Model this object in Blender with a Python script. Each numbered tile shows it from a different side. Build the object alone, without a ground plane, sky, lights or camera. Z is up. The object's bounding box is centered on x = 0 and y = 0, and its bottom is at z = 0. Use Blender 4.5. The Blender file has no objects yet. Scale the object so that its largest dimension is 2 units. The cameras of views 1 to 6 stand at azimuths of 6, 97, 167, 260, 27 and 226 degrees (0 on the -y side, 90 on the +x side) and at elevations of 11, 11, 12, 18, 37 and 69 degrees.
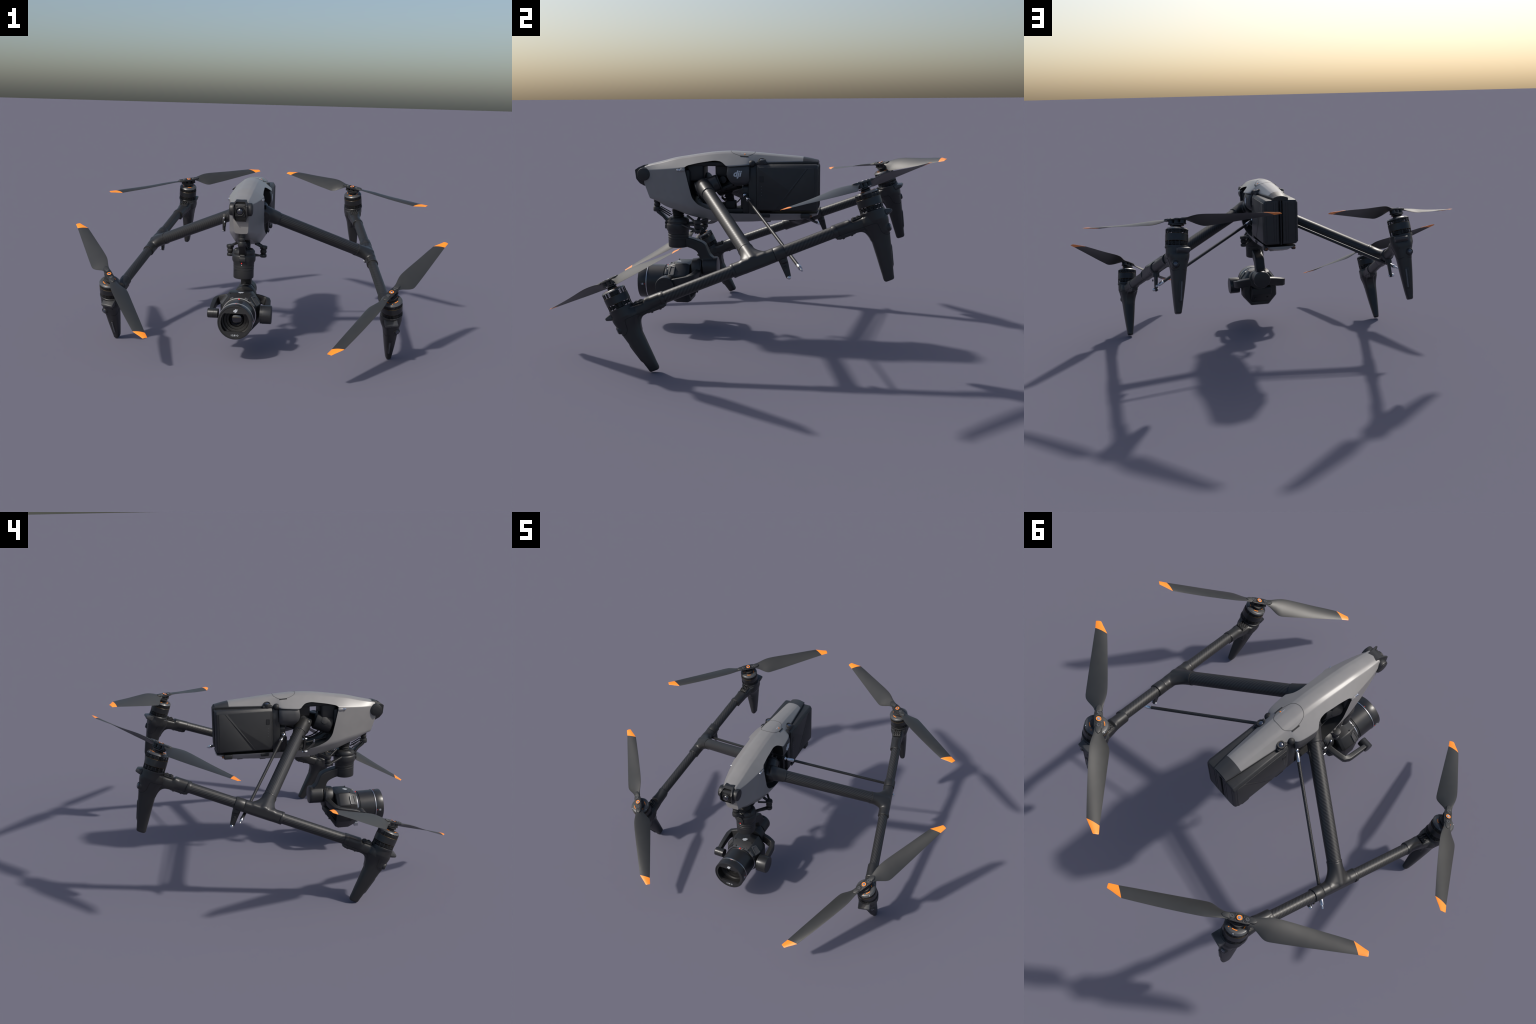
# Quadcopter camera drone: pitched H-frame with carbon tubes, two-blade propellers,
# grey faceted fuselage, twin batteries and a gimbal camera.  Built from code only.
import bpy, bmesh, math
import numpy as np
from mathutils import Vector, Matrix
from mathutils.bvhtree import BVHTree

X0 = -0.0245            # symmetry plane of the fuselage
V = lambda *a: np.array(a, float)
def unit(v):
    v = np.asarray(v, float); return v / np.linalg.norm(v)

# ------------------------------------------------------------------ geometry
class Geo:
    """vertices + polygon faces, combined with +"""
    def __init__(self, v=None, f=None):
        self.v = np.zeros((0, 3)) if v is None else np.asarray(v, float).reshape(-1, 3)
        self.f = [] if f is None else [tuple(a) for a in f]
    def __add__(self, o):
        n = len(self.v)
        return Geo(np.vstack([self.v, o.v]), self.f + [tuple(i + n for i in a) for a in o.f])
    def move(self, *t):
        return Geo(self.v + np.array(t, float), self.f)
    def map(self, fn):
        return Geo(np.array([fn(p) for p in self.v]), self.f)
    def basis(self, o, a, b, c):
        M = np.array([a, b, c], float)
        f = self.f
        if np.linalg.det(M) < 0: f = [tuple(reversed(x)) for x in f]
        return Geo(np.asarray(o) + self.v @ M, f)
def total(gs):
    r = Geo()
    for g in gs: r = r + g
    return r

def frame(axis, ref=None):
    a = unit(axis)
    r = V(0, 0, 1) if ref is None else np.asarray(ref, float)
    if abs(a @ unit(r)) > .98: r = V(1, 0, 0)
    x = unit(r - a * (r @ a)); y = np.cross(a, x)
    return x, y, a

def loft(rings, caps=True):
    n = len(rings[0]); v = np.vstack(rings); f = []
    for k in range(len(rings) - 1):
        for i in range(n):
            j = (i + 1) % n
            f.append((k*n+i, k*n+j, (k+1)*n+j, (k+1)*n+i))
    if caps:
        f.append(tuple(reversed(range(n)))); m = (len(rings)-1)*n
        f.append(tuple(range(m, m+n)))
    return Geo(v, f)

def lathe(prof, o=(0, 0, 0), axis=(0, 0, 1), seg=40, caps=True, ref=None):
    """prof: (radius, height) pairs from bottom to top along axis"""
    x, y, a = frame(axis, ref); o = np.asarray(o, float); rings = []
    for r, h in prof:
        r = max(r, 1e-5)
        rings.append([o + a*h + r*(math.cos(t)*x + math.sin(t)*y)
                      for t in np.linspace(0, 2*math.pi, seg, endpoint=False)])
    return loft(np.array(rings), caps)

def rod(p, q, r, seg=24, bev=None, r2=None):
    p = np.asarray(p, float); q = np.asarray(q, float); L = np.linalg.norm(q-p)
    r2 = r if r2 is None else r2
    b = min(r, r2)*.15 if bev is None else bev
    b = min(b, L*.3)
    if b <= 0: return lathe([(r, 0), (r2, L)], p, q-p, seg)
    return lathe([(r-b, 0), (r-b*.3, b*.3), (r, b), (r2, L-b), (r2-b*.3, L-b*.3), (r2-b, L)], p, q-p, seg)

def ring_torus(o, axis, R, r, seg=48, m=8):
    prof = [(R + r*math.cos(t), r*math.sin(t)) for t in np.linspace(0, 2*math.pi, m, endpoint=False)]
    g = lathe(prof + prof[:1], o, axis, seg, caps=False)
    return g

def ball(o, r, seg=24, axis=(0, 0, 1), squash=1.0):
    prof = [(r*math.cos(t), r*squash*math.sin(t)) for t in np.linspace(-math.pi/2, math.pi/2, seg//2+1)]
    return lathe(prof, o, axis, seg)

def round_poly(pts, rad, n=4):
    """2D polygon with each corner rounded by rad (scalar or list)"""
    pts = [np.asarray(p, float) for p in pts]; out = []; m = len(pts)
    for i, p in enumerate(pts):
        a = pts[i-1]; b = pts[(i+1) % m]
        r = rad[i] if hasattr(rad, '__len__') else rad
        la = np.linalg.norm(a-p); lb = np.linalg.norm(b-p)
        k = min(r, la*.45, lb*.45)
        if k < 1e-6 or n == 0: out.append(p); continue
        s = p + (a-p)/la*k; e = p + (b-p)/lb*k
        for t in np.linspace(0, 1, n+1):
            out.append((1-t)**2*s + 2*t*(1-t)*p + t*t*e)
    return out

def prism(pts2, h0, h1, o=(0, 0, 0), ex=(1, 0, 0), ey=(0, 1, 0), ez=(0, 0, 1), bev=0.0):
    """extrude a 2D outline along ez between h0 and h1, optional edge bevel"""
    o, ex, ey, ez = [np.asarray(a, float) for a in (o, ex, ey, ez)]
    P = np.array(pts2, float)
    def inset(d):
        if d == 0: return P
        n = len(P); Q = []
        area = sum(P[i-1][0]*P[i][1]-P[i][0]*P[i-1][1] for i in range(n))
        sg = 1 if area > 0 else -1
        for i in range(n):
            e1 = P[i]-P[i-1]; e2 = P[(i+1) % n]-P[i]
            n1 = sg*V(-e1[1], e1[0])/(np.linalg.norm(e1)+1e-12); n2 = sg*V(-e2[1], e2[0])/(np.linalg.norm(e2)+1e-12)
            b = n1+n2; L = np.linalg.norm(b)
            b = b/L if L > 1e-6 else n1
            Q.append(P[i] + b*d/max(.5, (b@n1)))
        return np.array(Q)
    if bev > 0:
        lv = [(bev, h0), (bev*.3, h0+bev*.3), (0, h0+bev), (0, h1-bev), (bev*.3, h1-bev*.3), (bev, h1)]
    else: lv = [(0, h0), (0, h1)]
    rings = [[o + q[0]*ex + q[1]*ey + h*ez for q in inset(d)] for d, h in lv]
    g = loft(np.array(rings))
    area = sum(P[i-1][0]*P[i][1]-P[i][0]*P[i-1][1] for i in range(len(P)))
    flip = (area < 0) != (np.linalg.det(np.array([ex, ey, ez])) < 0)
    if flip: g.f = [tuple(reversed(a)) for a in g.f]
    return g

def box(c, size, bev=.002, ex=(1, 0, 0), ey=(0, 1, 0), ez=(0, 0, 1), rad=None, n=3):
    a, b, h = size[0]/2, size[1]/2, size[2]/2
    pts = round_poly([(-a, -b), (a, -b), (a, b), (-a, b)], bev if rad is None else rad, n)
    return prism(pts, -h, h, c, ex, ey, ez, bev)

def sweep(path, section, ref=(0, 0, 1), scale=None):
    """sweep a 2D closed section along a polyline; section x -> side, y -> ref-ish"""
    path = [np.asarray(p, float) for p in path]; rings = []
    for i, p in enumerate(path):
        t = unit(path[min(i+1, len(path)-1)] - path[max(i-1, 0)])
        r = np.asarray(ref, float); y = unit(r - t*(r@t)); x = np.cross(y, t)
        sc = (1, 1) if scale is None else scale[i]
        rings.append([p + x*q[0]*sc[0] + y*q[1]*sc[1] for q in section])
    g = loft(np.array(rings)); g.f = [tuple(reversed(a)) for a in g.f]
    return g

def spline(pts, n):
    """Catmull-Rom through rows of pts, n samples"""
    P = np.array(pts, float); P = np.vstack([2*P[0]-P[1], P, 2*P[-1]-P[-2]]); out = []
    m = len(P)-3
    for k in range(n):
        s = k/(n-1)*m; i = min(int(s), m-1); t = s-i
        a, b, c, d = P[i:i+4]
        out.append(.5*((2*b)+(-a+c)*t+(2*a-5*b+4*c-d)*t*t+(-a+3*b-3*c+d)*t**3))
    return np.array(out)

# ------------------------------------------------------------------ objects
def to_mesh(g, name):
    me = bpy.data.meshes.new(name)
    me.from_pydata([tuple(p) for p in g.v], [], g.f); me.validate(); me.update()
    return me

def fix_normals(me):
    bm = bmesh.new(); bm.from_mesh(me)
    bmesh.ops.remove_doubles(bm, verts=bm.verts, dist=1e-6)
    bmesh.ops.recalc_face_normals(bm, faces=bm.faces)
    bm.to_mesh(me); bm.free()

def emit(name, g, mat, parent=None, angle=32, recalc=True):
    me = to_mesh(g, name)
    if recalc: fix_normals(me)
    me.shade_smooth(); me.set_sharp_from_angle(angle=math.radians(angle))
    me.materials.append(mat)
    ob = bpy.data.objects.new(name, me); bpy.context.scene.collection.objects.link(ob)
    if parent: ob.parent = parent
    return ob

def emit_along(name, p, q, prof, mat, parent=None, seg=48):
    """lathe whose object frame has local z on the axis (for the weave pattern)"""
    x, y, a = frame(np.asarray(q)-np.asarray(p))
    ob = emit(name, lathe(prof, seg=seg), mat, parent)
    M = Matrix((( x[0], y[0], a[0], p[0]), (x[1], y[1], a[1], p[1]), (x[2], y[2], a[2], p[2]), (0, 0, 0, 1)))
    ob.matrix_basis = M
    return ob

def evaluated(g, mods):
    """run modifiers on a Geo, return Geo"""
    me = to_mesh(g, 'tmp'); fix_normals(me)
    ob = bpy.data.objects.new('tmp', me); bpy.context.scene.collection.objects.link(ob)
    for kind, props in mods:
        m = ob.modifiers.new(kind, kind)
        for k, v in props.items(): setattr(m, k, v)
    dg = bpy.context.evaluated_depsgraph_get(); dg.update()
    ev = ob.evaluated_get(dg); r = ev.to_mesh()
    out = Geo([tuple(v.co) for v in r.vertices], [tuple(p.vertices) for p in r.polygons])
    ev.to_mesh_clear(); bpy.data.objects.remove(ob); bpy.data.meshes.remove(me)
    return out

def blend(g, voxel=.0022, it=8, fac=.5):
    """fuse overlapping solids into one skin with soft fillets"""
    return evaluated(g, [('REMESH', dict(mode='VOXEL', voxel_size=voxel)), ('SMOOTH', dict(iterations=it, factor=fac))])

def boolean(a, b, op='DIFFERENCE'):
    me = to_mesh(b, 'cut'); fix_normals(me)
    cut = bpy.data.objects.new('cut', me); bpy.context.scene.collection.objects.link(cut)
    r = evaluated(a, [('BOOLEAN', dict(operation=op, object=cut, solver='EXACT'))])
    bpy.data.objects.remove(cut); bpy.data.meshes.remove(me)
    return r

def text_geo(txt, size, depth, o, ex, ey, ez, shear=0.0, offset=0.0):
    cu = bpy.data.curves.new('txt', 'FONT'); cu.body = txt; cu.size = size; cu.extrude = depth
    cu.align_x = 'CENTER'; cu.align_y = 'CENTER'; cu.shear = shear; cu.offset = offset; cu.resolution_u = 3
    ob = bpy.data.objects.new('txt', cu); bpy.context.scene.collection.objects.link(ob)
    dg = bpy.context.evaluated_depsgraph_get(); dg.update(); ev = ob.evaluated_get(dg); r = ev.to_mesh()
    g = Geo([tuple(v.co) for v in r.vertices], [tuple(p.vertices) for p in r.polygons])
    ev.to_mesh_clear(); bpy.data.objects.remove(ob); bpy.data.curves.remove(cu)
    return g.basis(o, ex, ey, ez)

# ------------------------------------------------------------------ materials
def material(name, col, rough=.45, metal=0.0, var=.12, scale=60, spec=.5, coat=0.0, bump=.03, bscale=900):
    m = bpy.data.materials.new(name); m.use_nodes = True; nt = m.node_tree; N = nt.nodes; L = nt.links
    b = N['Principled BSDF']; tc = N.new('ShaderNodeTexCoord')
    no = N.new('ShaderNodeTexNoise'); no.inputs['Scale'].default_value = scale; no.inputs['Detail'].default_value = 4
    L.new(tc.outputs['Object'], no.inputs['Vector'])
    cr = N.new('ShaderNodeValToRGB')
    cr.color_ramp.elements[0].position = .3; cr.color_ramp.elements[1].position = .7
    cr.color_ramp.elements[0].color = [c*(1-var) for c in col]+[1]; cr.color_ramp.elements[1].color = [min(1, c*(1+var)) for c in col]+[1]
    L.new(no.outputs['Fac'], cr.inputs['Fac']); L.new(cr.outputs['Color'], b.inputs['Base Color'])
    b.inputs['Roughness'].default_value = rough; b.inputs['Metallic'].default_value = metal
    b.inputs['Specular IOR Level'].default_value = spec; b.inputs['Coat Weight'].default_value = coat
    b.inputs['Coat Roughness'].default_value = .15
    if bump > 0:
        n2 = N.new('ShaderNodeTexNoise'); n2.inputs['Scale'].default_value = bscale; n2.inputs['Detail'].default_value = 2
        L.new(tc.outputs['Object'], n2.inputs['Vector'])
        bp = N.new('ShaderNodeBump'); bp.inputs['Strength'].default_value = bump; bp.inputs['Distance'].default_value = .002
        L.new(n2.outputs['Fac'], bp.inputs['Height']); L.new(bp.outputs['Normal'], b.inputs['Normal'])
    return m

def carbon(name, radius, strands):
    """twill weave wound around local z"""
    m = bpy.data.materials.new(name); m.use_nodes = True; nt = m.node_tree; N = nt.nodes; L = nt.links
    b = N['Principled BSDF']; tc = N.new('ShaderNodeTexCoord'); sp = N.new('ShaderNodeSeparateXYZ')
    L.new(tc.outputs['Object'], sp.inputs[0])
    def M(op, a, bb=None):
        n = N.new('ShaderNodeMath'); n.operation = op
        for i, q in enumerate((a, bb)):
            if q is None: continue
            if isinstance(q, (int, float)): n.inputs[i].default_value = q
            else: L.new(q, n.inputs[i])
        return n.outputs[0]
    ang = M('MULTIPLY', M('ARCTAN2', sp.outputs[1], sp.outputs[0]), strands)
    zed = M('MULTIPLY', sp.outputs[2], strands/radius)
    d1 = M('SINE', M('ADD', zed, ang))                          # main diagonal
    fine = M('SINE', M('MULTIPLY', M('SUBTRACT', zed, ang), 2))  # crossing strands give the stair step
    h = M('ADD', d1, M('MULTIPLY', fine, .45))
    fac = M('ADD', M('MULTIPLY', h, .34), .5)
    cr = N.new('ShaderNodeValToRGB')
    cr.color_ramp.elements[0].position = .25; cr.color_ramp.elements[1].position = .75
    cr.color_ramp.elements[0].color = (.0105, .011, .0115, 1); cr.color_ramp.elements[1].color = (.029, .029, .030, 1)
    L.new(fac, cr.inputs['Fac']); L.new(cr.outputs['Color'], b.inputs['Base Color'])
    rr = N.new('ShaderNodeMapRange'); rr.inputs['To Min'].default_value = .40; rr.inputs['To Max'].default_value = .50
    L.new(fac, rr.inputs['Value']); L.new(rr.outputs[0], b.inputs['Roughness'])
    bp = N.new('ShaderNodeBump'); bp.inputs['Strength'].default_value = .03; bp.inputs['Distance'].default_value = .0012
    L.new(fac, bp.inputs['Height']); L.new(bp.outputs['Normal'], b.inputs['Normal'])
    return m

GREY = material('grey_shell_paint', (.222, .216, .212), .36, 0, .03, 25, .5, bump=.02)
DGREY = material('charcoal_paint', (.049, .049, .051), .5, 0, .05, 30)
TAIL = material('tail_black', (.031, .0315, .033), .45, 0, .05, 30)
BLACK = material('black_plastic', (.0155, .016, .017), .46, 0, .1, 40)
MATT = material('matt_black_plastic', (.0105, .011, .012), .6, 0, .1, 40)
RUBBER = material('black_rubber', (.014, .014, .015), .7, 0, .1, 60)
ARM = material('satin_black_coating', (.0175, .0178, .0185), .4, 0, .08, 40, .5)
BLADE = material('blade_composite', (.0285, .029, .0285), .45, 0, .06, 30, .5)
ORANGE = material('orange_paint', (1.0, .275, .022), .42, 0, .02, 30)
METAL = material('bright_steel', (.62, .64, .68), .22, 1.0, .06, 80)
LENSMET = material('brushed_silver_ring', (.55, .56, .58), .28, 1.0, .05, 80)
DMETAL = material('anodised_dark_metal', (.028, .029, .031), .33, .35, .1, 60)
GUN = material('gunmetal_cap', (.075, .077, .08), .36, .3, .08, 60)
BRASS = material('copper_winding', (.09, .055, .015), .5, .5, .2, 200)
WHITE = material('light_print', (.55, .58, .62), .5, 0, .02, 30, bump=0)
LED = material('led_diffuser', (.09, .095, .105), .35, 0, .05, 30, bump=0)
RED = material('red_dot', (.8, .025, .02), .4, 0, .02, 30, bump=0)
GLASS = material('lens_glass', (.006, .007, .012), .05, 0, .0, 30, .8, coat=1.0, bump=0)
SENSOR = material('sensor_glass', (.02, .028, .05), .08, 0, .0, 30, .7, coat=1.0, bump=0)
BEACON = material('smoked_beacon', (.045, .046, .048), .35, 0, .05, 40)
SEAM = material('seam_shadow_gap', (.004, .004, .0045), .7, 0, .0, 40, bump=0)
HOOD_SHADE = material('hood_black_darkened_for_shade', (.0055, .0055, .006), .5, 0, .05, 60)  # blacker than the other plastics, shade inside the hood baked into the colour
SEAM2 = material('hatch_gap', (.075, .073, .072), .6, 0, .0, 40, bump=0)
BATTERY = material('battery_casing', (.021, .0215, .0225), .5, 0, .08, 40)
CARB = carbon('carbon_weave_boom', .0245, 9)
CARBX = carbon('carbon_weave_crossbar', .031, 12)
CARBR = carbon('carbon_weave_strut', .0075, 4)

drone = bpy.data.objects.new('camera_drone', None); bpy.context.scene.collection.objects.link(drone)
drone['label'] = 'grey and black quadcopter with orange-tipped propellers and gimbal camera'
drone['category'] = 'drone'
drone.empty_display_size = .3

# ================================================================== ARMS
D = unit(V(-.1770, .9202, .3491)); Nn = V(-.0497, -.3626, .9305); Nn = unit(Nn - D*(Nn @ D)); S = np.cross(D, Nn)
P0 = V(.60365, -.0103, .5871) - .1545*Nn - .0015*S
ARM_SHIFT = .0848                     # left arm sits this much further back
def arm_frame(side):
    if side > 0: return P0, D, S, Nn
    m = V(-1, 1, 1)
    return (P0 + V(0, ARM_SHIFT, 0))*m, D*m, S*m, Nn*m

# ---- pod (u outward along boom, s outboard, n up): casting + leg, built once
def pod_parts():
    parts = {}
    cu = .5575
    cyl = lathe([(.040, -.034), (.0475, -.026), (.052, -.012), (.0525, .022), (.0515, .0235)], (cu, .004, 0), (.03, -.015, 1), 48)
    # arm casting from the boom socket to the motor can
    secs = []
    for u, hw, lo, hi in [(.376, .0272, -.0272, .0272), (.40, .0275, -.029, .0275), (.432, .028, -.031, .0272), (.452, .0285, -.033, .0265),
                          (.462, .029, -.034, .016), (.50, .034, -.036, .0165), (.53, .042, -.037, .02), (.56, .046, -.036, .0215)]:
        c = (lo+hi)/2; hh = (hi-lo)/2
        k = np.linspace(0, 2*math.pi, 32, endpoint=False)
        e = .95 if u < .44 else .62
        secs.append([V(u, math.copysign(abs(math.cos(t))**e, math.cos(t))*hw, c+math.copysign(abs(math.sin(t))**e, math.sin(t))*hh) for t in k])
    cast = loft(np.array(secs))
    # leg: superelliptic sections down to the foot
    rows = [(.012, .500, .602, .046), (-.012, .492, .610, .049), (-.03, .497, .609, .047), (-.05, .505, .6035, .041), (-.07, .5095, .599, .0365), (-.095, .5115, .5925, .0335), (-.13, .510, .5835, .0305),
            (-.17, .508, .5730, .0265), (-.21, .5055, .562, .022), (-.24, .504, .5542, .0185), (-.258, .5025, .5495, .0158), (-.268, .5035, .5475, .0145), (-.2735, .5085, .543, .011)]
    rows = spline(rows, 40); secs = []
    for n, a, b, hw in rows:
        t = np.linspace(0, 2*math.pi, 28, endpoint=False); c, h = (a+b)/2, (b-a)/2
        sh = .0015
        secs.append([V(c+math.copysign(abs(math.cos(q))**.7, math.cos(q))*h, sh+math.copysign(abs(math.sin(q))**.7, math.sin(q))*hw, n) for q in t])
    leg = loft(np.array(secs))
    # fillet web between casting and leg
    web = prism(round_poly([(.40, -.02), (.40, -.030), (.455, -.036), (.485, -.040), (.500, -.052), (.5085, -.075), (.511, -.10), (.55, -.10), (.55, -.02)], .01, 4),
                -.021, .021, (0, 0, 0), (1, 0, 0), (0, 0, 1), (0, 1, 0), .004)
    # under-arm fairing with little steps
    pad = box((.425, 0, -.033), (.075, .030, .014), .004) + box((.393, 0, -.030), (.03, .034, .014), .005)
    lugc = V(.0, -.008, .002)
    parts['beacon'] = prism(round_poly([(.590, .0175), (.609, .0145), (.6325, .0065), (.6345, .001), (.632, -.006), (.613, -.0125), (.590, -.0145)], .003, 3), -.038, .024,
                (0, 0, 0), (1, 0, 0), (0, 0, 1), (0, 1, 0), .005)
    chin = loft(np.array([[V(.574+math.cos(q)*.030*k, .020+math.sin(q)*.022*k, n) for q in np.linspace(0, 2*math.pi, 24, endpoint=False)] for n, k in [(.0, 1.0), (-.05, .98), (-.072, .85), (-.084, .55)]]))
    parts['leg'] = blend(cyl + cast + leg + web + pad + chin, .0022, 4, .5)
    # panel seam between casting and leg shell
    seam = []
    # led strip pad on the outer face of the leg
    def outer(n):
        return float(np.interp(-n, -rows[:, 0], rows[:, 2]))
    pts = [V(outer(n)-.0035, .0, n) for n in np.linspace(-.128, -.226, 9)]
    parts['leg_pad'] = sweep(pts, round_poly([(-.0125, -.005), (.0125, -.005), (.0095, .007), (-.0095, .007)], .004, 3), ref=(1, 0, .2),
                             scale=[(.75, .55)]+[(1, 1)]*7+[(.7, .5)])
    pts = [V(outer(n)+.0030, -.004, n) for n in np.linspace(-.137, -.219, 6)]
    parts['status_light'] = sweep(pts, round_poly([(-.003, -.002), (.003, -.002), (.003, .0012), (-.003, .0012)], .0008, 2), ref=(1, 0, .2))
    parts['obstacle_sensor'] = lathe([(.0185, -.016), (.0185, .004), (.016, .0105), (.0128, .0135), (.0112, .0120)], (.591, .022, -.060), (.9, .35, -.05), 28)
    parts['sensor_lens'] = ball(V(.591, .022, -.060)+unit((.9, .35, -.05))*.009, .0112, 20, (.9, .35, -.05), .55)
    # vent louvres in the step behind the motor
    vent = box((.485, 0, .0175), (.044, .046, .006), .002)
    for k in range(4):
        s = -.0165 + .011*k
        path = [V(.466+.0095*j, s+.0022*math.sin(j*2.1), .0205+.004*abs(math.sin(j*1.57))) for j in range(5)]
        vent = vent + sweep(path, round_poly([(-.002, -.003), (.002, -.003), (.002, .003), (-.002, .003)], .001, 2), ref=(0, 0, 1))
    parts['cooling_vent'] = vent
    sc = Geo()
    for u, n, sgn in [(.522, -.038, 1), (.522, -.038, -1)]:
        sc = sc + rod((u, .030*sgn+.001, n), (u, .0395*sgn+.001, n), .0035, 14)
    sc = sc + rod((.59, -.022, -.037), (.6045, -.022, -.040), .004, 14)
    sc = sc + rod((.445, .0, -.036), (.445, 0, -.044), .0045, 14) + rod((.408, 0, -.034), (.408, 0, -.0435), .005, 14)
    parts['leg_screw'] = sc
    # seam line (thin dark cord) where the leg shell meets the casting, laid onto the skin
    me = to_mesh(parts['leg'], 'q'); bm = bmesh.new(); bm.from_mesh(me); bv = BVHTree.FromBMesh(bm); bm.free(); bpy.data.meshes.remove(me)
    line = spline([(.372, -.0225), (.43, -.0235), (.49, -.0235), (.535, -.0235), (.552, -.027), (.557, -.045), (.560, -.066), (.571, -.082), (.588, -.088), (.600, -.080)], 60)
    for sg in (1, -1):
        pts = []
        for u, n in line:
            hit = bv.ray_cast(Vector((u, .12*sg, n)), Vector((0, -sg, 0)))
            if hit[0] is not None: pts.append(np.array(hit[0]))
        seam.append(sweep(pts, [(-.001, -.0006), (.001, -.0006), (.001, .0006), (-.001, .0006)], ref=(0, sg, .05)))
    parts['panel_seam'] = total(seam)
    return parts

# ---- motor, in a frame whose z is the canted motor axis
AX = unit(V(.055, -.045, 1)); HUB = V(.564, .0015, .1545)
def canted(g):
    x = unit(V(1, 0, 0) - AX*AX[0]); y = np.cross(AX, x)
    return g.basis(HUB - AX*.155, x, y, AX)
def motor_parts():
    R = .0515; p = {}
    can = lathe([(.044, .0475), (R-.001, .0475), (R, .0485), (R, .0795), (R-.001, .0805), (.044, .0805)], seg=56)
    base = lathe([(.04, .018), (R+.0005, .018), (R+.0005, .0255), (R-.001, .0268), (.044, .0268)], seg=56)
    p['motor'] = can + base + lathe([(.021, .02), (.021, .104)], seg=24)
    top = lathe([(.044, .0985), (R-.0005, .0985), (R-.0002, .1005), (.0465, .1068), (.0435, .1082), (.030, .1085), (.029, .1065), (.012, .1065)], seg=56, caps=False)
    p['motor_cap'] = top
    cage = Geo()
    for z0, z1 in [(.0268, .0475), (.0805, .0985)]:
        for k in range(3):
            z = z0 + (z1-z0)*(k+1)/4
            cage = cage + lathe([(R-.0035, z-.0011), (R-.0012, z-.0011), (R-.0012, z+.0011), (R-.0035, z+.0011), (R-.0035, z-.0011)], seg=48, caps=False)
        for k in range(18):
            a = 2*math.pi*k/18
            e = V(math.cos(a), math.sin(a), 0); tt = V(-math.sin(a), math.cos(a), 0)
            w = .0042 if k % 3 == 0 else .002
            cage = cage + box(e*(R-.0028)+V(0, 0, (z0+z1)/2), (.0035, w, z1-z0+.001), .0003, e, tt, (0, 0, 1), n=1)
        # inner stator teeth, low band only
        for k in range(9 if z0 < .05 else 0):
            a = 2*math.pi*(k+.4)/12; e = V(math.cos(a), math.sin(a), 0); tt = V(-math.sin(a), math.cos(a), 0)
            cage = cage + box(e*.030+V(0, 0, (z0+z1)/2), (.02, .004, z1-z0-.006), .001, e, tt, (0, 0, 1), n=1)
    p['motor_cage'] = cage
    w = Geo()
    for z in (.0478, .0803):
        w = w + ring_torus((0, 0, z), (0, 0, 1), R-.0012, .0009, 48, 6)
    p['copper_ring'] = w
    mark = Geo()
    for a0 in (15, 105, 195, 285):
        pts = [V(.0315*math.cos(math.radians(a)), .0315*math.sin(math.radians(a)), .1088) for a in range(a0, a0+41, 5)]
        mark = mark + sweep(pts, [(-.0016, -.0006), (.0016, -.0006), (.0016, .0006), (-.0016, .0006)])
    mark = mark + rod((.0385, -.004, .108), (.0385, -.004, .1093), .002, 10, 0)
    p['orange_mark'] = mark
    pins = Geo()
    for a in (0, 120, 240):
        a = math.radians(a+35); pins = pins + rod((.0475*math.cos(a), .0475*math.sin(a), .102), (.0475*math.cos(a), .0475*math.sin(a), .1062), .0022, 12)
    p['motor_pin'] = pins
    return {k: canted(g) for k, g in p.items()}

# ---- propeller in its own frame: x = blade direction, y = leading side, z = axis (0 = nut top)
BLADE_EDGES = [  # r, c, h of leading edge | r, c, h of trailing edge
    (.043, .0165, -.006, .043, -.0165, -.011), (.062, .0175, -.004, .062, -.0215, -.019), (.083, .0215, -.001, .083, -.034, -.028),
    (.105, .0268, .001, .103, -.0468, -.034), (.130, .0308, .002, .121, -.0528, -.0355), (.165, .0322, .001, .152, -.0522, -.034),
    (.225, .0317, -.003, .225, -.0468, -.031), (.305, .0298, -.008, .315, -.0398, -.026), (.385, .0273, -.011, .405, -.0328, -.021),
    (.447, .0246, -.0135, .472, -.0272, -.0175)]
TIP_EDGES = [(.447, .0246, -.0135, .472, -.0272, -.0175), (.470, .0145, -.0135, .486, -.0268, -.0168), (.490, .0050, -.0135, .498, -.0264, -.0160),
             (.5055, -.0012, -.0135, .5078, -.0258, -.0157), (.5098, -.0042, -.0138, .5102, -.0238, -.0155)]
def blade_section(row, thick):
    E1 = V(*row[:3]); E2 = V(*row[3:]); ch = np.linalg.norm(E1-E2)
    up = unit(np.cross(V(1, 0, 0), E1-E2)); m = 9; top = []; bot = []
    for k in range(m):
        t = k/(m-1); a = .5-.5*math.cos(math.pi*t)
        mid = E1*(1-a)+E2*a + up*ch*.055*4*a*(1-a)
        th = thick*(math.sin(math.pi*a)**.6*.85+.15)*(1-.35*a)
        top.append(mid+up*th/2); bot.append(mid-up*th/2)
    return np.array(top+bot[::-1])
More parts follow.
